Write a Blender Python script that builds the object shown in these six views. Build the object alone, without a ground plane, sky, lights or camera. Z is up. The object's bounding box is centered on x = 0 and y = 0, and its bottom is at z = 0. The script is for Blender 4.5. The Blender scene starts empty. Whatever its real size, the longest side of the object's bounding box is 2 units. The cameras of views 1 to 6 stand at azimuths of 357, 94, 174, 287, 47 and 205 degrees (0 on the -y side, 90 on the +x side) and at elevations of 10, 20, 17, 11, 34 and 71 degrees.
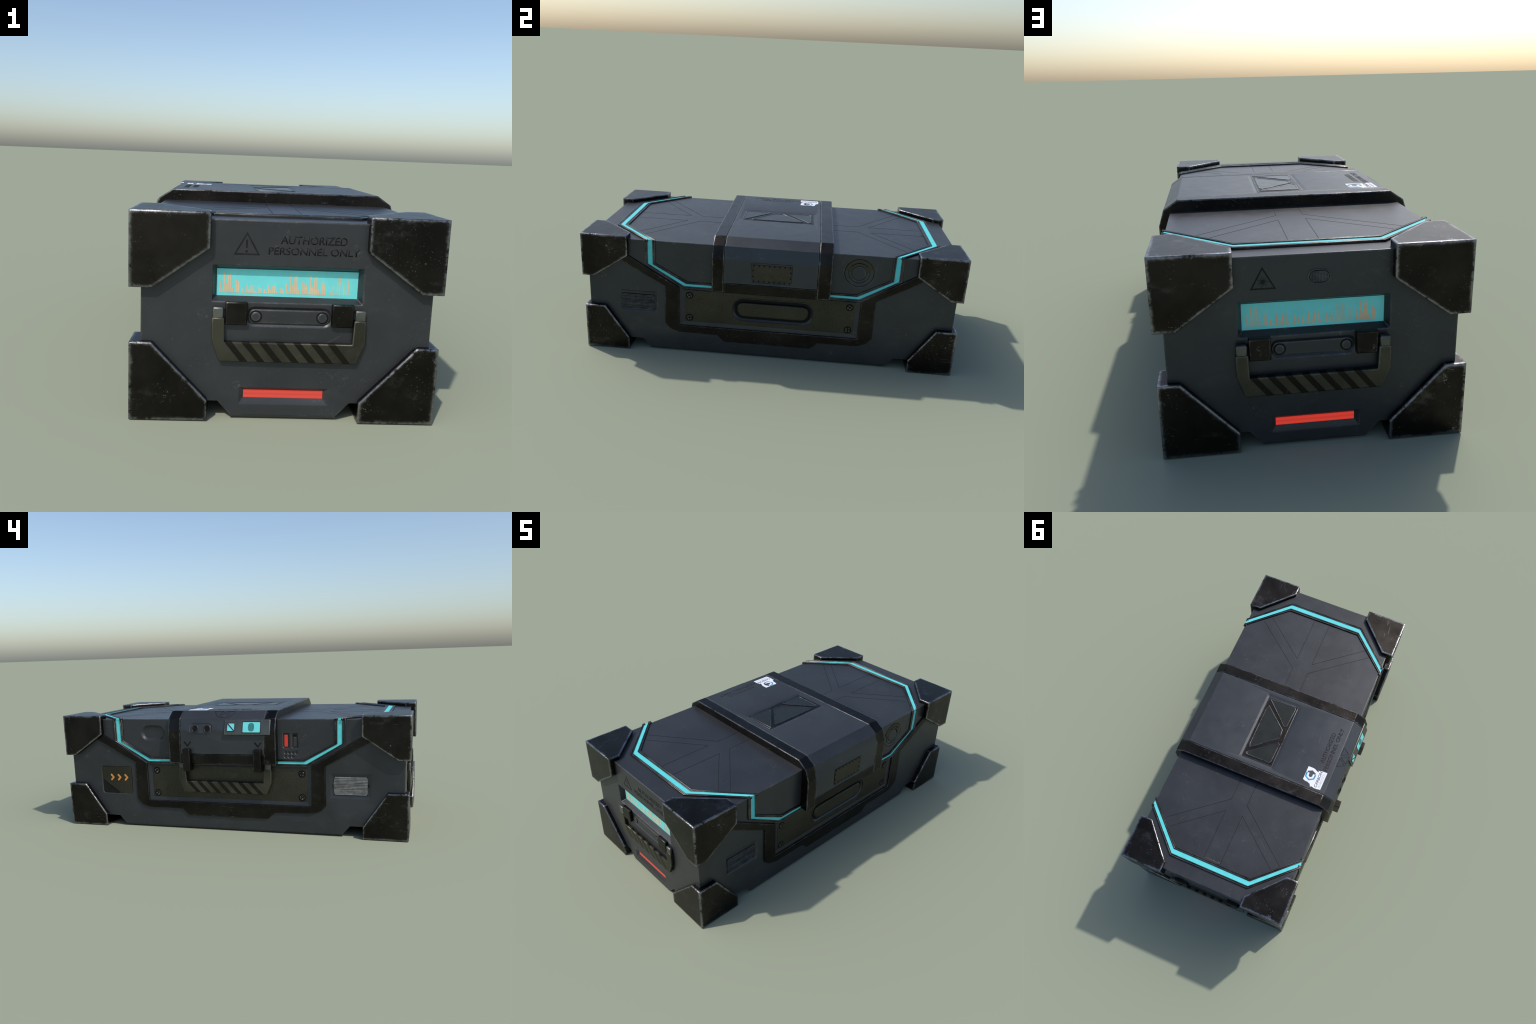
"""Armoured sci-fi supply crate: body with a strap-like hood over the lid, corner guards,
cyan light trim, carry handles, displays, vents, screws, decals.  Metres, z up."""
import bpy, bmesh, math, random
from mathutils import Vector

random.seed(7)
CX = 0.0135            # x of the symmetry plane of the ends and the lid print
BODY_X, BX = 0.0152, 0.4513   # centre and half width of body and hood
GUARD_X = {-1: 0.0115, 1: 0.0155}   # centre of the corner guards at either end
BY, BZ = 0.972, 0.6338   # body half width, half length, top
LY = 0.016             # lid parts are mirrored about y = LY / 2

# ------------------------------------------------------------------ materials
def nodes_of(name):
    m = bpy.data.materials.new(name)
    m.use_nodes = True
    nt = m.node_tree
    return m, nt, nt.nodes['Principled BSDF']

class G:
    """tiny helper for building node graphs"""
    def __init__(s, nt):
        s.nt = nt
        s.co = nt.nodes.new('ShaderNodeTexCoord').outputs['Object']
    def link(s, a, b):
        if isinstance(a, (int, float)): b.default_value = a
        elif isinstance(a, tuple): b.default_value = a if len(a) == len(b.default_value) else (*a, 1)
        else: s.nt.links.new(a, b)
    def math(s, op, a, b=0.0, c=None):
        n = s.nt.nodes.new('ShaderNodeMath'); n.operation = op
        s.link(a, n.inputs[0]); s.link(b, n.inputs[1])
        if c is not None: s.link(c, n.inputs[2])
        return n.outputs[0]
    def noise(s, scale, detail=4.0, rough=0.55, stretch=None, rot=(0, 0, 0), distortion=0.0):
        v = s.co
        if stretch:
            mp = s.nt.nodes.new('ShaderNodeMapping')
            mp.inputs['Scale'].default_value = stretch
            mp.inputs['Rotation'].default_value = rot
            s.nt.links.new(v, mp.inputs['Vector']); v = mp.outputs[0]
        n = s.nt.nodes.new('ShaderNodeTexNoise')
        n.inputs['Scale'].default_value = scale
        n.inputs['Detail'].default_value = detail
        n.inputs['Roughness'].default_value = rough
        n.inputs['Distortion'].default_value = distortion
        s.nt.links.new(v, n.inputs['Vector'])
        return n.outputs[0]
    def ramp(s, x, lo, hi, a=0.0, b=1.0):
        n = s.nt.nodes.new('ShaderNodeMapRange')
        n.interpolation_type = 'SMOOTHSTEP'
        s.link(x, n.inputs[0])
        for i, v in enumerate((lo, hi, a, b)): n.inputs[i + 1].default_value = v
        return n.outputs[0]
    def mix(s, f, a, b):
        n = s.nt.nodes.new('ShaderNodeMix'); n.data_type = 'RGBA'
        s.link(f, n.inputs[0]); s.link(a, n.inputs[6]); s.link(b, n.inputs[7])
        return n.outputs[2]
    def edge(s, radius):
        """1 on sharp edges, 0 on flats (worn edges)"""
        bv = s.nt.nodes.new('ShaderNodeBevel'); bv.samples = 6
        bv.inputs[0].default_value = radius
        ge = s.nt.nodes.new('ShaderNodeNewGeometry')
        d = s.nt.nodes.new('ShaderNodeVectorMath'); d.operation = 'DOT_PRODUCT'
        s.nt.links.new(bv.outputs[0], d.inputs[0]); s.nt.links.new(ge.outputs['Normal'], d.inputs[1])
        return s.math('SUBTRACT', 1.0, d.outputs['Value'])
    def bump(s, bsdf, h, strength, dist=0.002):
        n = s.nt.nodes.new('ShaderNodeBump')
        n.inputs['Strength'].default_value = strength
        n.inputs['Distance'].default_value = dist
        s.link(h, n.inputs['Height']); s.nt.links.new(n.outputs[0], bsdf.inputs['Normal'])
    def scratches(s):
        """short straight hair scratches, one set of directions per main face orientation"""
        out = None
        for k, rot in enumerate(((0, .55, 0), (0, -.9, .2), (.2, 0, .7), (0, .1, -1.0), (0, .8, 1.57), (.1, -.5, 1.45))):
            a = s.nt.nodes.new('ShaderNodeMapping'); a.inputs['Rotation'].default_value = rot
            a.inputs['Location'].default_value = (k * 3.1, k * 1.7, k * .9)
            b = s.nt.nodes.new('ShaderNodeMapping'); b.inputs['Scale'].default_value = (9, 190, 190)
            s.nt.links.new(s.co, a.inputs[0]); s.nt.links.new(a.outputs[0], b.inputs[0])
            n = s.nt.nodes.new('ShaderNodeTexNoise'); n.inputs['Scale'].default_value = 1.0; n.inputs['Detail'].default_value = 0.0
            s.nt.links.new(b.outputs[0], n.inputs['Vector'])
            line = s.math('MULTIPLY', s.ramp(n.outputs[0], .735, .82), s.ramp(s.noise(3 + k * .6, 2, .5, (1, 1.3, .8)), .56, .70))
            out = line if out is None else s.math('MAXIMUM', out, line)
        return out

def painted(name, base, worn, rough=.42, edge_r=.005, edge_amt=.6, spec=.5, metal=0.0, blotch=.18,
            grain=0.0, scr=.35, worn_metal=None, cut=.62, round_r=None, smudge_amt=.10):
    """painted or bare metal: blotchy base, speckled wear that gathers on edges, hair scratches"""
    m, nt, b = nodes_of(name); g = G(nt)
    v = g.ramp(g.noise(4.5, 5, .6), .3, .7, 1 - blotch, 1 + blotch)
    mul = nt.nodes.new('ShaderNodeMix'); mul.data_type = 'RGBA'; mul.blend_type = 'MULTIPLY'
    mul.inputs[0].default_value = 1
    cmb = nt.nodes.new('ShaderNodeCombineColor')
    for i in range(3): nt.links.new(v, cmb.inputs[i])
    g.link(base, mul.inputs[6]); nt.links.new(cmb.outputs[0], mul.inputs[7]); col = mul.outputs[2]
    if grain:
        sp = g.ramp(g.noise(160, 2, .6), .60, .70)
        col = g.mix(g.math('MULTIPLY', sp, grain), col, tuple(c * .25 for c in base))
    fine = g.noise(95, 6, .78)
    s = g.math('MULTIPLY', g.scratches(), scr)
    smudge = g.math('MULTIPLY', g.ramp(g.noise(7, 6, .7, (1, 1, 1.7), (.3, .2, .9)), .56, .75), smudge_amt)
    wear = g.math('ADD', s, smudge)
    if edge_amt:
        e = g.math('POWER', g.ramp(g.edge(edge_r), 0.0, .24), .5)
        mixn = g.math('ADD', g.math('MULTIPLY', fine, .75), g.math('MULTIPLY', g.noise(13, 4, .6), .65))
        w = g.ramp(g.math('ADD', g.math('MULTIPLY', e, .28), g.math('SUBTRACT', mixn, .20)), cut + .02, cut + .16)
        wear = g.math('MAXIMUM', wear, g.math('MULTIPLY', w, edge_amt))
    wear = g.math('MINIMUM', wear, 1.0)
    nt.links.new(g.mix(wear, col, worn), b.inputs['Base Color'])
    r = g.math('SUBTRACT', g.math('ADD', rough - .09, g.math('MULTIPLY', g.noise(18, 5, .65), .18)), g.math('MULTIPLY', wear, .12))
    nt.links.new(r, b.inputs['Roughness'])
    b.inputs['Specular IOR Level'].default_value = spec
    if worn_metal is None: b.inputs['Metallic'].default_value = metal
    else: nt.links.new(g.ramp(wear, 0, 1, metal, worn_metal), b.inputs['Metallic'])
    bp = nt.nodes.new('ShaderNodeBump')
    bp.inputs['Strength'].default_value = .3 if grain else .12
    bp.inputs['Distance'].default_value = .0015
    nt.links.new(fine, bp.inputs['Height'])
    bv = nt.nodes.new('ShaderNodeBevel'); bv.samples = 6
    bv.inputs[0].default_value = round_r if round_r else edge_r * .5
    nt.links.new(bv.outputs[0], bp.inputs['Normal'])
    nt.links.new(bp.outputs[0], b.inputs['Normal'])
    return m

def flat(name, col, rough=.5, spec=.4, vary=.08, metal=0.0, glow=0.0):
    m, nt, b = nodes_of(name); g = G(nt)
    f = g.ramp(g.noise(30, 4, .6), .35, .65)
    nt.links.new(g.mix(f, tuple(c * (1 - vary) for c in col), tuple(min(1, c * (1 + vary)) for c in col)), b.inputs['Base Color'])
    b.inputs['Roughness'].default_value = rough
    b.inputs['Specular IOR Level'].default_value = spec
    b.inputs['Metallic'].default_value = metal
    if glow:
        b.inputs['Emission Color'].default_value = (*col, 1); b.inputs['Emission Strength'].default_value = glow
    return m

PAINT = painted('slate_paint', (.0405, .0435, .0480), (.16, .155, .15), rough=.39, edge_r=.011, edge_amt=.62, spec=.5, metal=.50, blotch=.12, scr=.22, cut=.60, round_r=.007)
HOODP = painted('slate_paint_hood', (.0445, .0490, .0545), (.17, .17, .165), rough=.41, edge_r=.009, edge_amt=.55, spec=.5, metal=.50, blotch=.10, scr=.22)
GUARD = painted('worn_black_metal', (.0262, .0238, .0216), (.44, .44, .47), rough=.36, edge_r=.024, edge_amt=.85, metal=1.0,
                blotch=.30, scr=.20, cut=.62, round_r=.009, smudge_amt=.10)
STRAP = painted('worn_strap_metal', (.0262, .0238, .0216), (.40, .40, .43), rough=.36, edge_r=.014, edge_amt=.55, metal=1.0,
                blotch=.35, scr=.15, cut=.62, round_r=.008, smudge_amt=.12)
FRAME = painted('black_band_metal', (.0260, .0236, .0212), (.27, .27, .285), rough=.41, edge_r=.010, edge_amt=.6, metal=1.0,
                blotch=.3, scr=.22, round_r=.004)
OLIVE = painted('olive_drab_plate', (.060, .057, .044), (.22, .22, .18), rough=.47, edge_r=.004, edge_amt=.4, metal=.95,
                blotch=.15, grain=.75, scr=.12)
RAIL = painted('trim_rail_metal', (.055, .054, .054), (.60, .56, .52), rough=.36, edge_r=.005, edge_amt=.35, metal=1.0, blotch=.2, scr=.2)
CYAN = flat('cyan_light', (.105, .60, .61), .45, .3, .05)
CYAN_SCREEN = flat('cyan_screen', (.13, .56, .56), .38, .4, .03, 0, .10)
AMBER = flat('amber_print', (.56, .42, .26), .5, .3, .06, 0, .08)
ORANGE = flat('orange_mark', (.55, .23, .05), .5, .3, .15)
RED = flat('red_light', (.62, .045, .028), .4, .4, .08)
BLACK = flat('black_print', (.009, .0085, .008), .55, .15, .2)
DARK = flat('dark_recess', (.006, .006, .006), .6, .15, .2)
WHITE = flat('white_label', (.72, .73, .78), .5, .4, .02)
LABEL_GREY = flat('charcoal_print', (.06, .06, .065), .5, .3, .05)
LABEL_THIN = flat('grey_print', (.42, .42, .44), .5, .3, .05)
LABEL_BLUE = flat('blue_print', (.05, .27, .45), .5, .3, .04)
STEEL = painted('bare_steel', (.13, .135, .125), (.36, .36, .35), rough=.40, edge_r=.006, edge_amt=.5, blotch=.35, metal=.9)
CHROME = flat('bright_screw_steel', (.10, .097, .09), .30, .6, .35, 1.0)
GRILLE = flat('grille_steel', (.42, .42, .43), .36, .5, .25, .8)
PANE = painted('grey_green_pane', (.028, .031, .027), (.09, .09, .085), rough=.30, edge_amt=0, spec=.5, metal=.6, blotch=.12, scr=.12)
SOCKET = flat('socket_black', (.012, .012, .013), .4, .5, .2)

def striped(name, u_axis, sign, centre, half, z_top, z_bot, scale):
    """olive grip with seven slanted black stripes between the two arms"""
    m = OLIVE_GRIP.copy(); m.name = name
    nt = m.node_tree; g = G(nt); b = nt.nodes['Principled BSDF']
    old = b.inputs['Base Color'].links[0].from_socket
    sp = nt.nodes.new('ShaderNodeSeparateXYZ'); nt.links.new(g.co, sp.inputs[0])
    u = g.math('MULTIPLY', sp.outputs[u_axis], sign)
    z = sp.outputs['Z']
    s = g.math('ADD', u, g.math('MULTIPLY', g.math('SUBTRACT', z, z_top - .004), .82 * scale))
    t = g.math('DIVIDE', g.math('SUBTRACT', s, centre - .1955 * scale), .0535 * scale)
    on = g.math('MULTIPLY', g.math('LESS_THAN', g.math('FRACT', t), .44),
                g.math('MULTIPLY', g.math('GREATER_THAN', t, 0), g.math('LESS_THAN', t, 7)))
    on = g.math('MULTIPLY', on, g.math('LESS_THAN', z, z_top + .004))
    on = g.math('MULTIPLY', on, g.ramp(g.noise(50, 4, .7), .30, .42, .55, 1))
    nt.links.new(g.mix(on, old, (.022, .019, .015)), b.inputs['Base Color'])
    return m
OLIVE_GRIP = painted('olive_grip', (.068, .066, .050), (.26, .26, .22), rough=.42, edge_r=.010, edge_amt=.45, metal=.9, blotch=.28, scr=.2, round_r=.006)

# ------------------------------------------------------------------ building blocks
class Frame:
    """a working plane: u to the viewer's right, v up, d outwards"""
    def __init__(s, o, U, V, N): s.o, s.U, s.V, s.N = (Vector(t) for t in (o, U, V, N))
    def at(s, u, v, d=0.0): return s.o + s.U * u + s.V * v + s.N * d
    def lift(s, d): return Frame(s.at(0, 0, d), s.U, s.V, s.N)

FRONT = Frame((CX, -BY, 0), (1, 0, 0), (0, 0, 1), (0, -1, 0))
BACK = Frame((CX, BY, 0), (-1, 0, 0), (0, 0, 1), (0, 1, 0))
RIGHT = Frame((BODY_X + BX, 0, 0), (0, 1, 0), (0, 0, 1), (1, 0, 0))
LEFT = Frame((BODY_X - BX, 0, 0), (0, -1, 0), (0, 0, 1), (-1, 0, 0))
TOP = Frame((CX, 0, BZ), (1, 0, 0), (0, 1, 0), (0, 0, 1))

ROOT = bpy.data.objects.new('supply_crate', None)
bpy.context.scene.collection.objects.link(ROOT)
ROOT['label'] = 'dark slate armoured supply crate with cyan light trim'
ROOT['category'] = 'storage crate'

def finish(name, bm, mat, parent=ROOT, bevel=0.0, seg=2, angle=32, smooth=True, recalc=True):
    if recalc: bmesh.ops.recalc_face_normals(bm, faces=bm.faces[:])
    me = bpy.data.meshes.new(name); bm.to_mesh(me); bm.free()
    if smooth:
        me.shade_smooth()
        me.set_sharp_from_angle(angle=math.radians(angle))
    ob = bpy.data.objects.new(name, me)
    bpy.context.scene.collection.objects.link(ob)
    me.materials.append(mat)
    if parent: ob.parent = parent
    if bevel:
        md = ob.modifiers.new('round_edges', 'BEVEL')
        md.width = bevel; md.segments = seg; md.limit_method = 'ANGLE'
        md.angle_limit = math.radians(angle); md.harden_normals = False
        md.miter_outer = 'MITER_ARC' if seg > 2 else 'MITER_SHARP'
    return ob

def prism(bm, fr, poly, d0, d1, poly_top=None):
    """solid between outline at depth d0 and outline (or poly_top) at d1"""
    top = poly_top or poly
    a = [bm.verts.new(fr.at(u, v, d0)) for u, v in poly]
    b = [bm.verts.new(fr.at(u, v, d1)) for u, v in top]
    n = len(a)
    bm.faces.new(a[::-1]); bm.faces.new(b)
    for i in range(n): bm.faces.new((a[i], a[(i + 1) % n], b[(i + 1) % n], b[i]))

def rect(u0, v0, u1, v1):
    u0, u1 = sorted((u0, u1)); v0, v1 = sorted((v0, v1))
    return [(u0, v0), (u1, v0), (u1, v1), (u0, v1)]
def rrect(u0, v0, u1, v1, r, n=6):
    u0, u1 = sorted((u0, u1)); v0, v1 = sorted((v0, v1))
    out = []
    for cx, cy, a0 in ((u1 - r, v0 + r, -90), (u1 - r, v1 - r, 0), (u0 + r, v1 - r, 90), (u0 + r, v0 + r, 180)):
        for i in range(n + 1):
            a = math.radians(a0 + 90 * i / n); out.append((cx + r * math.cos(a), cy + r * math.sin(a)))
    return out
def circle(cu, cv, r, n=40): return [(cu + r * math.cos(2 * math.pi * i / n), cv + r * math.sin(2 * math.pi * i / n)) for i in range(n)]
def arc_band(cu, cv, r0, r1, a0, a1, n=28):
    an = [math.radians(a0 + (a1 - a0) * i / n) for i in range(n + 1)]
    return [(cu + r1 * math.cos(a), cv + r1 * math.sin(a)) for a in an] + [(cu + r0 * math.cos(a), cv + r0 * math.sin(a)) for a in an[::-1]]
def ring(bm, fr, outer, inner, d0, d1):
    """frame-shaped solid between two outlines with equal point counts"""
    n = len(outer)
    V = [[bm.verts.new(fr.at(u, v, d)) for u, v in p] for p, d in ((outer, d0), (outer, d1), (inner, d1), (inner, d0))]
    for i in range(n):
        j = (i + 1) % n
        for k in range(4): bm.faces.new((V[k][i], V[k][j], V[(k + 1) % 4][j], V[(k + 1) % 4][i]))

def piece(name, fr, poly, d0, d1, mat, parent=ROOT, bevel=0.0, seg=2, poly_top=None, angle=32):
    bm = bmesh.new(); prism(bm, fr, poly, d0, d1, poly_top)
    return finish(name, bm, mat, parent, bevel, seg, angle)
def ring_piece(name, fr, outer, inner, d0, d1, mat, parent=ROOT, bevel=0.0):
    bm = bmesh.new(); ring(bm, fr, outer, inner, d0, d1)
    return finish(name, bm, mat, parent, bevel)

def lettering(name, text, fr, u0, u1, v0, v1, mat, parent, bold=0.0, d=.0006):
    """text fitted to a box on a plane"""
    cu = bpy.data.curves.new(name, 'FONT'); cu.body = text; cu.offset = bold; cu.resolution_u = 4
    ob = bpy.data.objects.new(name, cu); bpy.context.scene.collection.objects.link(ob)
    dg = bpy.context.evaluated_depsgraph_get()
    me = bpy.data.meshes.new_from_object(ob.evaluated_get(dg))
    bpy.data.objects.remove(ob)
    bm = bmesh.new(); bm.from_mesh(me); bpy.data.meshes.remove(me)
    xs = [v.co.x for v in bm.verts]; ys = [v.co.y for v in bm.verts]
    sx = (u1 - u0) / (max(xs) - min(xs)); sy = (v1 - v0) / (max(ys) - min(ys)); x0, y0 = min(xs), min(ys)
    ex = bmesh.ops.extrude_face_region(bm, geom=bm.faces[:])
    topv = {e for e in ex['geom'] if isinstance(e, bmesh.types.BMVert)}
    for v in bm.verts:
        v.co = fr.at(u0 + (v.co.x - x0) * sx, v0 + (v.co.y - y0) * sy, d if v in topv else -.0005)
    return finish(name, bm, mat, parent, smooth=False)

def cut(ob, cutter_bm):
    """boolean difference, applied"""
    me = bpy.data.meshes.new('cutter'); bmesh.ops.recalc_face_normals(cutter_bm, faces=cutter_bm.faces[:])
    cutter_bm.to_mesh(me); cutter_bm.free()
    co = bpy.data.objects.new('cutter', me); bpy.context.scene.collection.objects.link(co)
    md = ob.modifiers.new('cut', 'BOOLEAN'); md.operation = 'DIFFERENCE'; md.solver = 'EXACT'; md.object = co
    for i in range(len(ob.modifiers) - 1): ob.modifiers.move(len(ob.modifiers) - 1, 0) if i == 0 else None
    keep = [m for m in ob.modifiers if m.type == 'BEVEL']
    for m in keep: m.show_viewport = False
    dg = bpy.context.evaluated_depsgraph_get(); dg.update()
    new = bpy.data.meshes.new_from_object(ob.evaluated_get(dg))
    ob.modifiers.remove(md)
    for m in keep: m.show_viewport = True
    old = ob.data; nm = old.name; ob.data = new; bpy.data.meshes.remove(old); new.name = nm
    bpy.data.objects.remove(co); bpy.data.meshes.remove(me)
    bm = bmesh.new(); bm.from_mesh(new)
    bmesh.ops.remove_doubles(bm, verts=bm.verts[:], dist=1e-5)
    bmesh.ops.dissolve_limit(bm, angle_limit=math.radians(.5), verts=bm.verts[:], edges=bm.edges[:])
    bm.to_mesh(new); bm.free()
    new.shade_smooth(); new.set_sharp_from_angle(angle=math.radians(32))

def pocket(bm, fr, outer, inner, depth, over=.004):
    """tapered pocket cutter from outline `outer` at the surface to `inner` at `depth`"""
    k = over / depth
    ext = [(o[0] + (o[0] - i[0]) * k, o[1] + (o[1] - i[1]) * k) for o, i in zip(outer, inner)]
    prism(bm, fr, inner, -depth, over, ext)

# ------------------------------------------------------------------ body
def build_body():
    bm = bmesh.new()
    ex, ey, mx, my, zb, zm = .1685, .648, .210, .687, .0125, .0575
    X = lambda a: BODY_X + a
    def plus(x, y, z, i=0.0):
        """plus-shaped outline: end tongues of half width x, side tongues of half length y"""
        q = [(x, BY - i), (x, y), (BX - i, y)]
        pts = [(-a, -b) for a, b in q] + [(a, -b) for a, b in q[::-1]]
        pts = [(-q[0][0], -q[0][1]), (q[0][0], -q[0][1]), (q[1][0], -q[1][1]), (q[2][0], -q[2][1]), q[2], q[1], q[0],
               (-q[0][0], q[0][1]), (-q[1][0], q[1][1]), (-q[2][0], q[2][1]), (-q[2][0], -q[2][1]), (-q[1][0], -q[1][1])]
        return [bm.verts.new((X(a), b, z)) for a, b in pts]
    K, B, M = plus(ex, ey, .0015, .009), plus(ex, ey, zb), plus(mx, my, zm)
    C = [bm.verts.new((X(a * BX), b * BY, zm)) for a, b in ((-1, -1), (1, -1), (1, 1), (-1, 1))]
    T = [bm.verts.new((X(a * BX), b * BY, BZ)) for a, b in ((-1, -1), (1, -1), (1, 1), (-1, 1))]
    bm.faces.new(K[::-1]); bm.faces.new(T)
    for k in range(12): bm.faces.new((K[k], K[(k + 1) % 12], B[(k + 1) % 12], B[k]))
    for k in range(4):   # four walls with stepped lower edge, four square foot cut-outs
        i, c0, c1 = 3 * k, k, (k + 1) % 4
        j, m, n = i + 1, i + 2, (i + 3) % 12
        bm.faces.new((C[c0], M[i], B[i], B[j], M[j], C[c1], T[c1], T[c0]))
        bm.faces.new((B[j], B[m], M[m], M[j])); bm.faces.new((B[m], B[n], M[n], M[m]))
        bm.faces.new((M[j], M[m], M[n], C[c1]))
    body = finish('body', bm, PAINT, bevel=.0015, seg=1, angle=25)
    c = bmesh.new()
    for fr in (FRONT, BACK):
        pocket(c, fr, rect(-.2335, .380, .2335, .494), rect(-.2215, .3925, .2215, .4795), .028)
        pocket(c, fr, rect(-.142, .048, .142, .104), rect(-.127, .067, .127, .094), .011)
        o = .007 if fr is FRONT else -.005
        pocket(c, fr, rrect(o - .1365, .304, o + .1365, .367, .029), rrect(o - .129, .3115, o + .129, .3595, .022), .006)
    for fr in (RIGHT, LEFT):
        pocket(c, fr, rect(-.4805, .160, .4805, .377), rect(-.4575, .180, .4575, .3665), .0078)
    pocket(c, RIGHT, rect(-.807, .222, -.604, .344), rect(-.799, .230, -.612, .336), .006)
    pocket(c, LEFT, rect(.581, .209, .800, .345), rect(.594, .222, .787, .332), .007)
    pocket(c, LEFT, rrect(-.786, .191, -.588, .3565, .014), rrect(-.784, .193, -.590, .3545, .014), .004)
    prism(c, RIGHT, circle(.459, .536, .077, 48), -.006, .004)
    pocket(c, LEFT, rrect(-.511, .509, -.363, .599, .044), rrect(-.497, .522, -.377, .585, .031), .012)
    for u in (.3285, .377): pocket(c, LEFT, rect(u, .477, u + .036, .558), rect(u + .004, .481, u + .032, .554), .005)
    for r, nd in ((0, 4), (1, 3)):
        for i in range(nd): pocket(c, LEFT, circle(.342 + .020 * i, .4525 - .0215 * r, .0095, 16), circle(.342 + .020 * i, .4525 - .0215 * r, .006, 16), .004)
    cut(body, c)
    return body
BODY = build_body()

# lid grooves: the Y-shaped lines are dark strips laid on a flat lid
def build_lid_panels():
    # black strips, 2 mm wide, draw the groove shadow along the Y-shaped band
    seams = [[(.366, -.688), (.070, -.449), (.068, -.296)], [(.326, -.730), (.071, -.521), (.071, -.815)],
             [(-.028, -.815), (-.030, -.517), (-.301, -.736)], [(-.339, -.700), (-.029, -.450), (-.030, -.296)]]
    w = .0010
    for s in (0, 1):
        for p in seams:
            P = [Vector((x - CX, (LY - y) if s else y)) for x, y in p]
            a, b, e = P; d1, d2 = (b - a).normalized(), (e - b).normalized()
            n1, n2 = Vector((-d1.y, d1.x)), Vector((-d2.y, d2.x)); m = (n1 + n2).normalized(); m = m / m.dot(n1)
            poly = [a + n1 * w, b + m * w, e + n2 * w, e - n2 * w, b - m * w, a - n1 * w]
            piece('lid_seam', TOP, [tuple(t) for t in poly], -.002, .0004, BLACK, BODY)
    # small bright thresholds where channels meet the trim
    for (x0, x1, y0, y1) in ((-.026, .066, .836, .818), ):
        piece('channel_stop', TOP, rect(x0 - CX, y0, x1 - CX, y1), -.002, .0016, RAIL, BODY, poly_top=rect(x0 - CX + .002, y0, x1 - CX - .002, y1 + .006))
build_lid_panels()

# ------------------------------------------------------------------ corner guards
def build_guards():
    for sx in (-1, 1):
        for sy in (-1, 1):
            for up in (True, False):
                if up: x0, x1, y0, y1, z0, z1 = .2390, .4807, .7525, 1.0, .4235, .6568
                else:  x0, x1, y0, y1, z0, z1 = .2385, .4807, .758, .9935, 0.0, .2508
                bm = bmesh.new()
                vs = [bm.verts.new((x, y, z)) for z in (z0, z1) for x, y in ((x0, y0), (x1, y0), (x1, y1), (x0, y1))]
                for f in ((0, 3, 2, 1), (4, 5, 6, 7), (0, 1, 5, 4), (1, 2, 6, 5), (2, 3, 7, 6), (3, 0, 4, 7)):
                    bm.faces.new([vs[i] for i in f])
                if up: cuts = [((.2390, 0, .549), (.4125, 0, .4235), 1), ((0, .7525, .547), (0, .937, .4235), 0), ((.2390, .938, 0), (.4125, .7525, 0), 2)]
                else:  cuts = [((.2385, 0, .0665), (.4125, 0, .2508), 1), ((0, .758, .0665), (0, .885, .2508), 0)]
                for p, q, ax in cuts:
                    p, q = Vector(p), Vector(q); d = q - p
                    nrm = {1: Vector((d.z, 0, -d.x)), 0: Vector((0, d.z, -d.y)), 2: Vector((d.y, -d.x, 0))}[ax]
                    far = Vector((x1, y1, z1 if up else z0))
                    if nrm.dot(far - p) > 0: nrm = -nrm
                    r = bmesh.ops.bisect_plane(bm, geom=bm.verts[:] + bm.edges[:] + bm.faces[:], plane_co=p, plane_no=nrm, clear_outer=True)
                    e = [g for g in r['geom_cut'] if isinstance(g, bmesh.types.BMEdge)]
                    bmesh.ops.contextual_create(bm, geom=e)
                for v in bm.verts: v.co = Vector((GUARD_X[sy] + sx * v.co.x, sy * v.co.y, v.co.z))
                finish('corner_guard', bm, GUARD, bevel=.0012, seg=1, angle=20)
build_guards()

# ------------------------------------------------------------------ light trim (two dark rails with a cyan strip between)
def run(name, fr, a, b, h, mat):
    """one length of trim between two edge lines; rails carry two ridges"""
    bm = bmesh.new()
    at = lambda t: [(p[0] + (q[0] - p[0]) * t, p[1] + (q[1] - p[1]) * t) for p, q in zip(a, b)]
    if mat is RAIL:
        prism(bm, fr, at(.04) + at(.96)[::-1], -.006, h - .0035)
        prism(bm, fr, a + at(.42)[::-1], -.0061, h); prism(bm, fr, at(.60) + b[::-1], -.0062, h - .0006)
    else: prism(bm, fr, a + b[::-1], -.006, h)
    return finish(name, bm, mat, bevel=.0012 if mat is RAIL else 0, seg=1)

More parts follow.
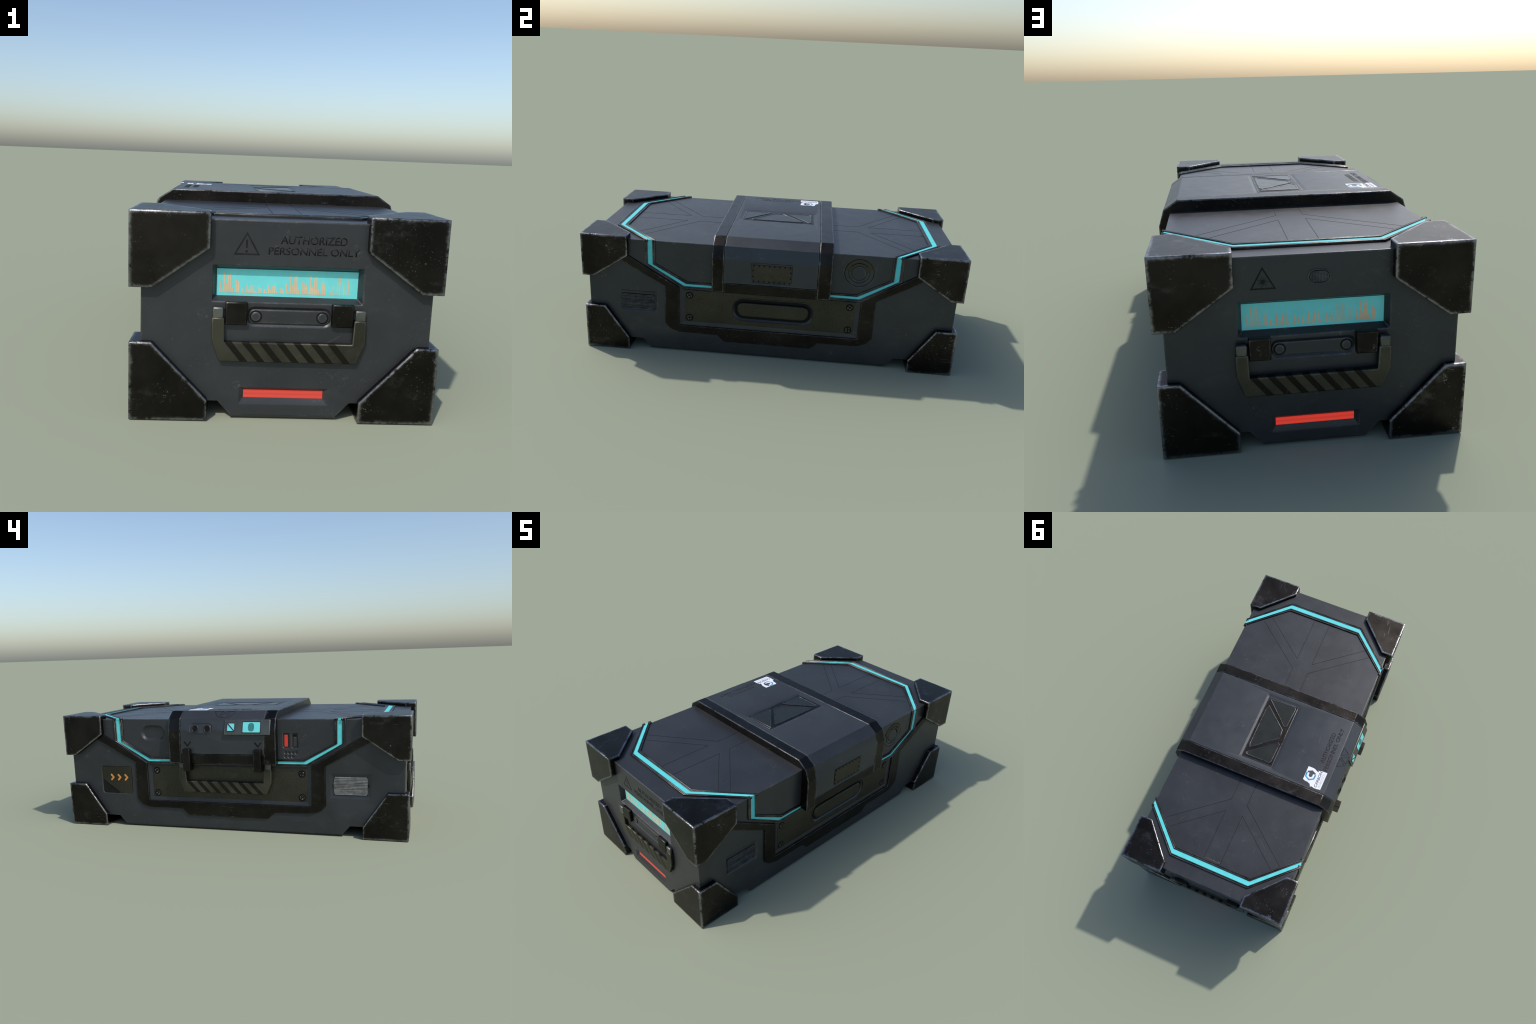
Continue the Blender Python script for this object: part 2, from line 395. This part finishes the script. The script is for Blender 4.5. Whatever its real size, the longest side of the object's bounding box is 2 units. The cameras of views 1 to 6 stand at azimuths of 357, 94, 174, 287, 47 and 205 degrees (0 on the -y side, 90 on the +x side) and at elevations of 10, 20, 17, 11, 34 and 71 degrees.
def build_trim():
    names = ('oo', 'co', 'ci', 'ii')
    edge_y, bend_y, bend_x = (.665, .6500, .6255, .611), (.8785, .8635, .8370, .820), (.236, .2325, .2315, .229)
    side = (((.666, .507), (.466, .377)), ((.6485, .505), (.457, .3915)), ((.6230, .5035), (.4445, .4050)), ((.609, .508), (.4365, .4155)))
    top_y = (.666, .649, .6245, .609)
    for s in (-1, 1):
        Y = lambda y: -y if s < 0 else y + LY
        for k, (nm, mat, h) in enumerate((('trim_rail', RAIL, .0080), ('light_strip', CYAN, .0045), ('trim_rail', RAIL, .0080))):
            # run over the lid
            lines = []
            for i in (k, k + 1):
                xe = BX + (.0105 if mat is RAIL else .0030)
                lines.append([(-xe, Y(edge_y[i] - (xe - .4555))), (-bend_x[i], Y(bend_y[i])), (bend_x[i], Y(bend_y[i])), (xe, Y(edge_y[i] - (xe - .4555)))])
            run(nm, TOP, lines[0], lines[1], h, mat)
            # run down each side to the hood
            for fr, m in ((RIGHT, 1), (LEFT, -1)):
                a, b = [], []
                for lst, i in ((a, k), (b, k + 1)):
                    ztop = BZ + (.0065 if mat is RAIL else .0030)
                    (y1, z1), (y2, z2) = side[i]
                    for y, z in ((top_y[i], ztop), (y1, z1), (y2, z2), (.285, z2)): lst.append((m * Y(y), z))
                run(nm, fr, a, b, h - .0012, mat)
build_trim()

# ------------------------------------------------------------------ side frames and panels
def build_sides():
    half_out = [(-.795, .515), (-.5585, .384), (-.5585, .166), (-.5305, .136), (-.481, .1185), (-.2725, .1165), (-.2355, .0795)]
    half_in = [(-.754, .5435), (-.4825, .3825), (-.4805, .1605)]
    mir = lambda p: [(-u, v) for u, v in p[::-1]]
    for fr in (RIGHT, LEFT):
        poly = half_out + mir(half_out) + half_in + []
        poly = half_out + mir(half_out) + [(-u, v) for u, v in half_in] + half_in[::-1]
        fo = piece('side_frame', fr, poly, -.004, .0085, FRAME, bevel=.0028, seg=2)
        pl = piece('side_panel', fr.lift(-.0078), rect(-.456, .1815, .456, .365), -.002, .0012, OLIVE, bevel=.0006)
        screw_mesh = None
        for u in (-.4285, .4285):
            for v in (.336, .2045):
                screw((u, v), fr.lift(-.0066), pl)
        if fr is RIGHT:
            o = rrect(-.196, .207, .240, .340, .060, 10); i = rrect(-.184, .219, .228, .328, .049, 10)
            c = bmesh.new(); pocket(c, fr.lift(-.0066), o, i, .010); 
            # deepen: the panel is only a skin, so cut both panel and body
            cut(pl, c)
            c = bmesh.new(); pocket(c, fr.lift(-.0066), o, i, .010); cut(BODY, c)
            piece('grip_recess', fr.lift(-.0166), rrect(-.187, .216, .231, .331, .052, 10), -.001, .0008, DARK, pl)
            piece('grip_pad', fr.lift(-.0166), rrect(-.176, .226, .220, .320, .042, 10), 0, .0135, OLIVE, pl, bevel=.006, seg=4,
                  poly_top=rrect(-.164, .236, .208, .314, .034, 10))
            ring_piece('grip_lip', fr.lift(-.0066), rrect(-.200, .203, .244, .344, .064, 10), rrect(-.1945, .2085, .2385, .3385, .0585, 10), -.001, .0022, OLIVE, pl, bevel=.001)

def screw(pos, fr, parent):
    u, v = pos
    key = (round(u, 3), round(v, 3))
    ang = random.uniform(0, 90)
    sh = SCREWS.setdefault(fr.N.x > 0, None)
    bm = bmesh.new()
    prism(bm, Frame((0, 0, 0), fr.U, fr.V, fr.N), circle(0, 0, .0205, 28), -.001, .0007)
    ob = finish('screw_seat', bm, DARK, parent) if sh is None else SCREWS[fr.N.x > 0][0].copy()
    if sh is not None: bm.free() if bm.is_valid else None
    head = None
    if sh is None:
        bm = bmesh.new(); loc = Frame((0, 0, 0), fr.U, fr.V, fr.N)
        for q in range(4):     # four quadrants leave a cross slot
            g, r = .0023, .0138
            a0, a1 = math.asin(g / r), math.pi / 2 - math.asin(g / r)
            pts = [(g, g)] + [(r * math.cos(a0 + (a1 - a0) * i / 6), r * math.sin(a0 + (a1 - a0) * i / 6)) for i in range(7)]
            c, s = math.cos(q * math.pi / 2), math.sin(q * math.pi / 2)
            prism(bm, loc, [(x * c - y * s, x * s + y * c) for x, y in pts], 0, .0035)
        head = finish('screw_head', bm, CHROME, ob, bevel=.0012)
        SCREWS[fr.N.x > 0] = (ob, head)
    else:
        bpy.context.scene.collection.objects.link(ob); ob.parent = parent
        head = SCREWS[fr.N.x > 0][1].copy(); bpy.context.scene.collection.objects.link(head); head.parent = ob
    ob.location = fr.at(u, v)
    head.rotation_euler = (math.radians(ang), 0, 0)
SCREWS = {}
build_sides()

# ------------------------------------------------------------------ hood (broad strap over the lid)
HOOD_Y0, HOOD_Y1 = -.3005, .3185
PROFILE = [(.4990, .391), (.4990, .578), (.4790, .6415), (.4240, .679)]
def hood_section(z_low, inset):
    """outer and inner U-shaped polylines of the hood cross-section"""
    half = [(.4990, z_low)] + PROFILE[1:]
    out = [(-x, z) for x, z in half] + half[::-1]
    nout = []
    for x, z in out:      # inset normal to the surface, roughly
        sx = 1 if x > 0 else -1
        k = (0 if z > .67 else 1 if z < .6 else .8); kz = (1 if z > .67 else .5 if z > .6 else 0)
        nout.append((x - sx * inset * k, z - inset * kz))
    inn = [(-.447, z_low), (-.447, .56), (-.447, .60), (-.40, .628), (.40, .628), (.447, .60), (.447, .56), (.447, z_low)]
    return nout, inn
def u_band(bm, out, inn, y0, y1):
    V = [[bm.verts.new((BODY_X + x, y, z)) for x, z in p] for p in (out, inn) for y in (y0, y1)]
    o0, o1, i0, i1 = V; n = len(out)
    for k in range(n - 1):
        bm.faces.new((o0[k], o0[k + 1], o1[k + 1], o1[k])); bm.faces.new((i0[k], i1[k], i1[k + 1], i0[k + 1]))
        bm.faces.new((o0[k], i0[k], i0[k + 1], o0[k + 1])); bm.faces.new((o1[k], o1[k + 1], i1[k + 1], i1[k]))
    for k in (0, n - 1): bm.faces.new((o0[k], o1[k], i1[k], i0[k]))

HOOD_R = RIGHT.lift(.0477); HOOD_L = LEFT.lift(.0477)
sn = Vector((-.0635, 0, .020)).normalized()
HOOD_SLOPE = Frame((BODY_X - .4790 - .0200 * .6415 / .0635, 0, 0), (0, -1, 0), (.0200 / .0635, 0, 1), sn)   # v = z
HOOD_CHAMFER = Frame((BODY_X - .4790 - .055 * .6415 / .0375, 0, 0), (0, -1, 0), (.055 / .0375, 0, 1), Vector((-.0375, 0, .055)).normalized())
HOOD_TOP = Frame((CX, 0, .679), (1, 0, 0), (0, 1, 0), (0, 0, 1))
HOOD_READ = Frame((0, 0, .679), (0, -1, 0), (1, 0, 0), (0, 0, 1))   # print direction on the hood top

def build_hood():
    bm = bmesh.new()
    o, i = hood_section(.447, .0006)
    u_band(bm, o, i, -.2365, .2465)
    hood = finish('hood', bm, HOODP, bevel=.0022, angle=12)
    c = bmesh.new()
    pocket(c, HOOD_TOP, rrect(-.1025, -.2175, .1205, .2290, .010, 3), rrect(-.0865, -.199, .1045, .211, .006, 3), .0040)
    pocket(c, HOOD_R, [(-.100, .463), (-.092, .455), (.111, .455), (.119, .463), (.119, .563), (.111, .571), (-.092, .571), (-.100, .563)],
           [(-.0945, .466), (-.089, .460), (.108, .460), (.1135, .466), (.1135, .560), (.108, .5655), (-.089, .5655), (-.0945, .560)], .006)
    pocket(c, HOOD_SLOPE, rrect(-.190, .557, -.059, .615, .020, 4), rrect(-.186, .561, -.063, .611, .017, 4), .005, over=.012)
    cut(hood, c)
    # dark rim: two cross straps and the lower bars
    for y0, y1 in ((HOOD_Y0, -.2385), (.2485, HOOD_Y1)):
        bm = bmesh.new(); o, i = hood_section(.391, 0); u_band(bm, o, i, y0, y1)
        finish('hood_strap', bm, STRAP, hood, bevel=.0012, seg=1, angle=14)
    for fr in (HOOD_R, HOOD_L):
        m = 1 if fr is HOOD_R else -1
        piece('hood_lower_bar', fr, rect(m * -.2385, .3912, m * .2485, .4455), -.05, -.0004, FRAME, hood, bevel=.003)
    # roof window with three panes
    fl = HOOD_TOP.lift(-.0046)
    piece('window_frame', fl, rrect(-.0865, -.198, .1035, .210, .006, 3), -.001, .0022, FRAME, hood, bevel=.001)
    panes = [[(.107, -.185), (-.045, -.191), (-.061, -.182), (-.055, -.056), (-.042, -.047)],
             [(.104, -.128), (.094, -.140), (-.039, -.026), (-.045, .028), (.093, .146), (.104, .138)],
             [(.104, .182), (-.048, .056), (-.059, .066), (-.056, .182), (-.049, .192), (.096, .193)]]
    for p in panes:
        q = [(x - CX, y) for x, y in p]
        cu = sum(t[0] for t in q) / len(q); cv = sum(t[1] for t in q) / len(q)
        def grow(k): return [(cu + (u - cu) * k, cv + (v - cv) * k) for u, v in q]
        ring_piece('pane_bead', fl, grow(1.03), grow(.93), .001, .0042, FRAME, hood, bevel=.001)
        piece('pane', fl, grow(.95), .001, .0030, PANE, hood)
    # right side: bolted plate in a recess
    pl = piece('cover_plate', HOOD_R.lift(-.006), rrect(-.090, .4625, .111, .5575, .004, 2), -.001, .0032, OLIVE, hood, bevel=.0008)
    fp = HOOD_R.lift(-.0028)
    spots = [(-.083 + .0267 * k, v) for k in range(8) for v in (.5525, .4675)] + [(u, v) for u in (-.0865, .1075) for v in (.494, .526)]
    r0 = None
    for u, v in spots:
        if r0 is None:
            bm = bmesh.new(); prism(bm, Frame((0, 0, 0), fp.U, fp.V, fp.N), circle(0, 0, .0044, 12), -.001, .0012)
            r0 = finish('rivet', bm, DARK, pl, bevel=.0006); ob = r0
        else:
            ob = r0.copy(); bpy.context.scene.collection.objects.link(ob)
        ob.location = fp.at(u, v)
    # left side: twin sockets
    sp = piece('socket_plate', HOOD_SLOPE.lift(-.005), rrect(-.185, .562, -.064, .610, .016, 5), -.001, .0035, HOODP, hood, bevel=.001)
    for u in (-.158, -.087):
        ring_piece('socket_ring', HOOD_SLOPE.lift(-.0015), circle(u, .585, .0215, 32), circle(u, .585, .0150, 32), -.001, .0035, SOCKET, sp, bevel=.0015)
        piece('socket_hole', HOOD_SLOPE.lift(-.0015), circle(u, .585, .0152, 32), -.001, .0006, DARK, sp)
    # control panel with lock symbol and fingerprint reader
    cp = piece('control_panel', HOOD_SLOPE, rect(.0155, .5545, .2725, .6345), -.012, .0065, STEEL_PANEL, hood, bevel=.002)
    f2 = HOOD_SLOPE.lift(.0065)
    ring_piece('lock_frame', f2, rrect(.029, .570, .0775, .618, .004, 2), rrect(.0335, .5745, .073, .6135, .002, 2), -.001, .0018, RAIL, cp, bevel=.0006)
    piece('lock_light', f2, rect(.0335, .5745, .073, .6135), -.001, .0005, CYAN_SCREEN, cp)
    piece('lock_bar', f2, [(.033, .6095), (.069, .5735), (.0735, .5735), (.0735, .577), (.0375, .614), (.033, .614)], -.001, .0016, RAIL, cp)
    ring_piece('reader_frame', f2, rrect(.117, .563, .222, .6245, .006, 3), rrect(.121, .567, .218, .6205, .004, 3), -.001, .0014, SOCKET, cp, bevel=.0005)
    piece('reader_light', f2, rrect(.121, .567, .218, .6205, .004, 3), -.001, .0006, CYAN_SCREEN, cp)
    piece('fingerprint', f2.lift(.0006), [(.168 + .017 * math.copysign(abs(math.cos(a)) ** .75, math.cos(a)), .594 + .0215 * math.copysign(abs(math.sin(a)) ** .75, math.sin(a))) for a in [2 * math.pi * k / 40 for k in range(40)]], -.0004, .0005, PRINT, cp)
    # latches and their V marks
    for u in (-.206, .202):
        lt = piece('latch', HOOD_L, rect(u - .0215, .3525, u + .0215, .4755), -.028, .0302, FRAME, hood, bevel=.003, seg=2)
        v = .488
        piece('chevron_mark', HOOD_L, [(u - .0235, v + .026), (u - .004, v), (u + .004, v), (u + .0235, v + .026), (u + .0135, v + .026), (u, v + .0075), (u - .0135, v + .026)], -.0025, .0003, BLACK, hood)
    # triangle emblem on the chamfer
    for a, b, c3 in (((-.062, .675), (-.005, .675), (-.028, .645)), ((.002, .673), (-.018, .644), (.036, .644)), ((.011, .675), (.067, .675), (.046, .646))):
        triangle_outline('triangle_mark', HOOD_CHAMFER, a, b, c3, .80, BLACK_GHOST, hood, d=.0006)
    build_prints(hood)

def triangle_outline(name, fr, a, b, c, k, mat, parent, d=.0006):
    cu, cv = (a[0] + b[0] + c[0]) / 3, (a[1] + b[1] + c[1]) / 3
    inn = [(cu + (p[0] - cu) * k, cv + (p[1] - cv) * k) for p in (a, b, c)]
    return ring_piece(name, fr, [a, b, c], inn, d - .0012, d, mat, parent)

def build_prints(hood):
    fr = HOOD_READ.lift(-.0006)
    lettering('warning_text', 'AUTHORIZED', fr, -.073, .127, -.3415, -.3175, BLACK_GHOST, hood, bold=.012)
    lettering('warning_text', 'PERSONNEL ONLY', fr, -.111, .170, -.3765, -.3535, BLACK_GHOST, hood, bold=.012)
    # torn label: outline walked in label pixels (origin lower left corner of the print)
    px = [(1215, 490), (1380, 560), (1432, 606), (1470, 655), (1522, 692), (1505, 640), (1560, 650), (1640, 665), (1780, 720),
          (1555, 1255), (1450, 1225), (1350, 1180), (1292, 1135), (1245, 1140), (1240, 1085), (1250, 1050), (1205, 1030), (1170, 985),
          (1120, 965), (1075, 925), (1040, 905)]
    O = Vector((1555, 1255)); R = Vector((.388, -.922)); U = Vector((-.926, -.377)); s = .1135 / 600
    poly = []
    for p, q in zip(px, px[1:] + px[:1]):
        p, q = Vector(p), Vector(q)
        steps = 3 if (q - p).length < 130 else 1
        for k in range(steps):
            t = p.lerp(q, k / steps)
            if k: t += Vector((random.uniform(-9, 9), random.uniform(-9, 9)))
            t = t - O; poly.append((-.2305 + t.dot(R) * s, -.3815 + t.dot(U) * s))
    lb = piece('label', fr, poly[::-1], -.0004, .0006, WHITE, hood)
    f2 = fr.lift(.0006); cu, cv = -.170, -.2985
    L = lambda pts: [(cu + a, cv + b) for a, b in pts]
    piece('emblem_arrow', f2, L([(.0325, 0), (.019, .0275), (.0125, .0185), (.0135, .0105), (-.004, .0105), (-.0115, 0), (-.004, -.0105), (.0135, -.0105), (.0125, -.0185), (.019, -.0275)]), -.0003, .0004, LABEL_GREY, lb)
    piece('emblem_hexagon', f2, L([(.0125, .0305), (-.016, .0285), (-.032, 0), (-.016, -.0285), (.0125, -.0305), (.0125, -.0215), (-.012, -.0205), (-.0225, 0), (-.012, .0205), (.0125, .0215)]), -.0003, .0004, LABEL_BLUE, lb)
    lettering('label_text', 'CARBON', f2, -.2255, -.1265, -.3565, -.3395, LABEL_GREY, lb, bold=.008, d=.0004)
    lettering('label_text', 'ROBOTICS', f2, -.2185, -.1345, -.3745, -.3625, LABEL_THIN, lb, d=.0004)

STEEL_PANEL = painted('panel_steel', (.11, .113, .098), (.40, .40, .36), rough=.38, edge_r=.010, edge_amt=.6, blotch=.25, metal=.9, scr=.3)
BLACK_FADED = flat('faded_black_print', (.0105, .0102, .010), .5, .2, .35)
BLACK_GHOST = flat('ghosted_black_print', (.018, .0185, .020), .5, .25, .3)
def fingerprint_material():
    m, nt, b = nodes_of('fingerprint_print'); g = G(nt)
    w = nt.nodes.new('ShaderNodeTexWave'); w.wave_type = 'RINGS'
    mp = nt.nodes.new('ShaderNodeMapping'); mp.inputs['Location'].default_value = (0, .168, -.590)
    nt.links.new(g.co, mp.inputs[0]); nt.links.new(mp.outputs[0], w.inputs['Vector'])
    w.rings_direction = 'X'; w.inputs['Scale'].default_value = 90; w.inputs['Distortion'].default_value = 1.5
    nt.links.new(g.mix(g.ramp(w.outputs['Fac'], .3, .7), (.018, .10, .11), (.045, .25, .26)), b.inputs['Base Color'])
    b.inputs['Roughness'].default_value = .4
    return m
PRINT = fingerprint_material()
build_hood()

# ------------------------------------------------------------------ carry handles
def handle(fr, centre, scale, z_off, d0, d1, mat, parent=ROOT, clips=0.0):
    S = lambda u: centre + u * scale
    Z = lambda z: z + z_off
    h = piece('handle', fr, [(S(-.2385), Z(.333)), (S(-.2385), Z(.262)), (S(-.2145), Z(.1945)), (S(.2145), Z(.1945)), (S(.2385), Z(.262)), (S(.2385), Z(.333)),
                             (S(.2010), Z(.333)), (S(.1985), Z(.257)), (S(-.1985), Z(.257)), (S(-.2010), Z(.333))], d0, d1, mat, parent, bevel=.002, seg=1)
    for s in (-1, 1):
        piece('handle_arm', fr, rect(S(s * .2365), Z(.330), S(s * .2035), Z(.3655)), d0 + .001, d1 - .0012, STEEL, h, bevel=.004, seg=2)
        if clips:
            piece('handle_clip', fr, rect(centre + s * .1305, .3105, centre + s * .1985, .3835), -.002, clips, FRAME, h, bevel=.004, seg=2)
            piece('handle_pin', fr, rect(centre + s * .195, .338, centre + s * .206, .358), .002, .013, DARK, h)
    return h

def end_kit(fr, front):
    o = .007 if front else -.006
    sgn = 1 if front else -1
    mat = striped('striped_grip_front' if front else 'striped_grip_back', 'X', sgn, sgn * CX + o, .2, .257, .1945, 1.0)
    handle(fr, o, 1.0, 0, .002 if front else .006, .0180 if front else .0260, mat, clips=.0170 if front else .0215)
    # latch plate with two round buttons
    p = piece('latch_plate', fr.lift(-.006), rrect(o - .1275, .3130, o + .1275, .3580, .021, 6), -.001, .0052, PAINT, bevel=.0015)
    for u in (-.1035, .1035):
        piece('button_seat', fr.lift(-.0008), circle(o + u, .3355, .0195, 32), -.001, .0005, DARK, p)
        piece('button', fr.lift(-.0008), circle(o + u, .3355, .0152, 32), -.001, .0032, PAINT, p, bevel=.0012)
    # display with bar graph
    scr = piece('display', fr.lift(-.028), rect(-.2205, .3935, .2205, .4785), -.001, .001, CYAN_SCREEN)
    P = (.031, .007, .063, .027, .055, .060, .016, .003, .042, .036)
    if front: groups = ((-.2095, .0063, .0042, 1, P), (-.1385, .0063, .0042, .42, P), (-.0715, .0064, .0042, .42, P), (-.0035, .0064, .0042, 1, P),
                        (.0590, .0064, .0042, .95, P), (.1365, .0068, .0028, .9, (.012, .032, .003, .06, .066, .003, .034, .014, .055, .003)))
    else: groups = ((-.2035, .0064, .0042, 1.02, P), (-.1325, .0094, .0052, .62, P), (-.0335, .0094, .0052, .62, P), (.0615, .0063, .0038, 1, P), (.1345, .0063, .0038, 1, P))
    bm = bmesh.new(); f2 = fr.lift(-.027)
    for u0, st, w, k, hs in groups:
        for i, h in enumerate(hs): prism(bm, f2, rect(u0 + i * st - w / 2, .4035, u0 + i * st + w / 2, .4035 + max(.0025, h * k)), -.0004, .0006)
    bars = finish('bar_graph', bm, AMBER, scr, smooth=False); bars['kind'] = 'stuff'
    bm = bmesh.new()
    for u0, st, w, k, hs in groups:
        for i in range(len(hs) * 2):
            u = u0 + i * st / 2
            prism(bm, f2, rect(u - .0006, .4035, u + .0006, .4035 + .063 * k * (.85 + .15 * math.sin(i * 2.1))), -.0004, .0003)
    ghost = finish('bar_graph_ghost', bm, AMBER_FAINT, scr, smooth=False); ghost['kind'] = 'stuff'
    piece('warning_light', fr.lift(-.011), rect(-.1265, .0675, .1265, .0935), -.001, .001, RED_GLOW)
AMBER_FAINT = flat('amber_print_faint', (.19, .55, .535), .5, .3, .03, 0, .10)
def red_material():
    m, nt, b = nodes_of('red_lamp'); g = G(nt)
    sp = nt.nodes.new('ShaderNodeSeparateXYZ'); nt.links.new(g.co, sp.inputs[0])
    w = g.ramp(g.math('ABSOLUTE', g.math('SUBTRACT', g.math('ABSOLUTE', g.math('SUBTRACT', sp.outputs['Z'], .0805)), .007)), 0, .007)
    col = g.mix(w, (.62, .040, .022), (.52, .028, .016))
    b.inputs['Base Color'].default_value = (.12, .03, .025, 1)
    nt.links.new(col, b.inputs['Emission Color']); b.inputs['Emission Strength'].default_value = .9
    b.inputs['Roughness'].default_value = .4
    return m
RED_GLOW = red_material()
end_kit(FRONT, True)
end_kit(BACK, False)

# side handle under the latches
mat = striped('striped_grip_side', 'Y', -1, -.006, .2, .285, .222, 1.14)
handle(LEFT, -.006, 1.14, .0275, -.004, .0255, mat)

# ------------------------------------------------------------------ end decals
def build_end_decals():
    w = lambda x: x - CX
    t = triangle_outline('warning_triangle', FRONT, (w(-.158), .5275), (w(-.0775), .5275), (w(-.1185), .5985), .80, BLACK_FADED, BODY)
    piece('exclamation_mark', FRONT, [(w(-.1210), .549), (w(-.1165), .549), (w(-.1155), .573), (w(-.1185), .576), (w(-.1215), .573)], -.0006, .0006, BLACK_FADED, t)
    piece('exclamation_dot', FRONT, circle(w(-.1190), .5385, .0042, 14), -.0006, .0006, BLACK_FADED, t)
    lettering('warning_text', 'AUTHORIZED', FRONT, w(-.016), w(.187), .5645, .5900, BLACK_FADED, BODY, bold=.012)
    lettering('warning_text', 'PERSONNEL ONLY', FRONT, w(-.052), w(.227), .5310, .5545, BLACK_FADED, BODY, bold=.012)
    u = lambda x: -(x - CX)
    t = triangle_outline('laser_triangle', BACK, (u(.2065), .531), (u(.1285), .531), (u(.168), .6015), .80, BLACK_FADED, BODY)
    bm = bmesh.new(); c = (u(.1675), .5545)
    prism(bm, BACK, circle(*c, .0065, 16), -.0006, .0006)
    for k in range(14):
        a = 2 * math.pi * k / 14; r1 = .0185 if k % 2 == 0 else .0135
        if k == 0: r1 = .026
        ca, sa = math.cos(a), math.sin(a); h = .0007
        prism(bm, BACK, [(c[0] + ca * r - sa * s * h, c[1] + sa * r + ca * s * h) for r, s in ((.005, -1), (r1, -1), (r1, 1), (.005, 1))], -.0006, .0005)
    finish('laser_burst', bm, BLACK_FADED, t, smooth=False)
    # loudspeaker
    o = rrect(CX - .0345, .5385, CX + .0345, .5860, .0235, 8)
    i = rrect(CX - .0305, .5425, CX + .0305, .5820, .0195, 8)
    ring_piece('speaker_ring', BACK, o, i, -.002, .0032, PAINT, BODY, bevel=.0014)
    sp = piece('speaker_backing', BACK, i, -.002, .0005, DARK, BODY)
    bm = bmesh.new()
    for k in range(13):
        x = CX - .027 + k * .0045; hh = math.sqrt(max(0, .0175 ** 2 - max(0, abs(x - CX) - .0115) ** 2))
        prism(bm, BACK, rect(x - .0012, .56225 - hh, x + .0012, .56225 + hh), 0, .0021)
    for k in range(8):
        z = .5475 + k * .0042; hh = .0115 + math.sqrt(max(0, .0175 ** 2 - (z - .56225) ** 2))
        prism(bm, BACK, rect(CX - hh, z - .0010, CX + hh, z + .0010), 0, .0017)
    m = finish('speaker_mesh', bm, GRILLE_DARK, sp, smooth=False); m['kind'] = 'stuff'
GRILLE_DARK = flat('speaker_mesh_steel', (.075, .078, .085), .40, .5, .3, .7)  # base colour lowered for the shade around the rear speaker
build_end_decals()

# ------------------------------------------------------------------ side fittings
def vent(fr, u0, u1, v0, v1, base_d, mat):
    b = piece('vent_backing', fr.lift(base_d), rect(u0, v0, u1, v1), -.001, .0006, DARK)
    bm = bmesh.new(); v = v0 + .0015; k = 0
    while v < v1 - .003:
        h = random.choice((.0030, .0042, .0052)); h = min(h, v1 - .0008 - v)
        d = random.uniform(.0025, .0048); e = .004 if (k < 1 or v + h > v1 - .006) else 0
        prism(bm, fr.lift(base_d), rect(u0 + .001 + e, v, u1 - .001 - e, v + h), 0, d, rect(u0 + .001 + e, v + h * .2, u1 - .001 - e, v + h * .75))
        v += h + random.uniform(.0008, .0022); k += 1
    s = finish('vent_slats', bm, mat, b, smooth=False); s['kind'] = 'stuff'
    for uu in (u0 - .004, u1 + .004):
        piece('vent_tab', fr.lift(base_d), rect(uu - .003, (v0 + v1) / 2 - .016, uu + .003, (v0 + v1) / 2 + .016), -.001, .0035, FRAME, b, bevel=.001)
vent(RIGHT, -.798, -.617, .231, .3235, -.006, GRILLE_DARK2 if 'GRILLE_DARK2' in globals() else flat('dark_grille_steel', (.085, .088, .095), .42, .5, .25, .6))  # steel darkened in colour because this vent faces away from the sun
vent(LEFT, .6015, .7805, .2275, .3265, -.007, GRILLE)

def build_left_fittings():
    fr = LEFT.lift(-.004)
    main = [(-.783, .2795), (-.671, .194), (-.602, .194), (-.5945, .197), (-.591, .206), (-.591, .342), (-.595, .3505), (-.604, .354), (-.771, .354), (-.780, .351), (-.783, .342)]
    p = piece('arrow_plate', fr, main, -.001, .0042, OLIVE, bevel=.0012)
    piece('arrow_plate_corner', fr, [(-.783, .2755), (-.783, .207), (-.780, .198), (-.771, .194), (-.676, .194)], -.001, .0030, BLACK, p)
    for u in (-.728, -.683, -.638):
        h, w, t = .0195, .019, .0085
        piece('arrow_mark', fr.lift(.0042), [(u, .2895 - h), (u + .0075, .2895 - h), (u + w + .006, .2895), (u + .0075, .2895 + h), (u, .2895 + h), (u, .2895 + h - .009), (u + w - .0075, .2895), (u, .2895 - h + .009)], -.0004, .0005, ORANGE, p)
    for r, nd in ((0, 4), (1, 3)):
        for i in range(nd): piece('speaker_hole', LEFT.lift(-.004), circle(.342 + .020 * i, .4525 - .0215 * r, .0072, 16), -.001, .0016, SOCKET)
    f2 = LEFT.lift(-.005)
    for k, u in enumerate((.3285, .377)):
        ring_piece('indicator_frame', f2, rect(u + .004, .481, u + .032, .554), rect(u + .008, .4845, u + .028, .5505), -.001, .003, SOCKET, bevel=.0008)
        if k == 0:
            lamp = piece('indicator_lamp', f2, rrect(u + .008, .4845, u + .028, .5505, .003, 2), -.001, .0022, RED, bevel=.001)
        else:
            piece('indicator_lamp', f2, rect(u + .009, .4855, u + .027, .538), -.001, .0012, PAINT)
            piece('indicator_gap', f2, rect(u + .008, .539, u + .028, .5505), -.001, .0004, DARK)
build_left_fittings()

def build_port():
    """round coupling port with an olive cover arc"""
    fr = RIGHT.lift(-.006); c = (.459, .536)
    base = piece('port_floor', fr, circle(*c, .0745, 48), -.001, .0006, PAINT)
    for r0, r1, d in ((.0565, .0735, .0050), (.0420, .0520, .0040)):
        ring_piece('port_ring', fr, circle(*c, r1, 48), circle(*c, r0, 48), -.001, d, PAINT, base, bevel=.0016)
    piece('port_cap', fr, circle(*c, .0365, 40), -.001, .0052, PAINT, base, bevel=.0018)
    piece('port_cover', fr, arc_band(*c, .0565, .0745, 18, 166), .002, .0078, OLIVE, base, bevel=.0012)
    piece('port_cover', fr, arc_band(*c, .0425, .0525, 42, 138), .002, .0070, OLIVE, base, bevel=.0010)
    for a0, a1 in ((5, 42), (138, 175)):
        piece('port_cover', fr, arc_band(*c, .0425, .0572, a0, a1, 8), .002, .0074, OLIVE, base, bevel=.0010)
build_port()
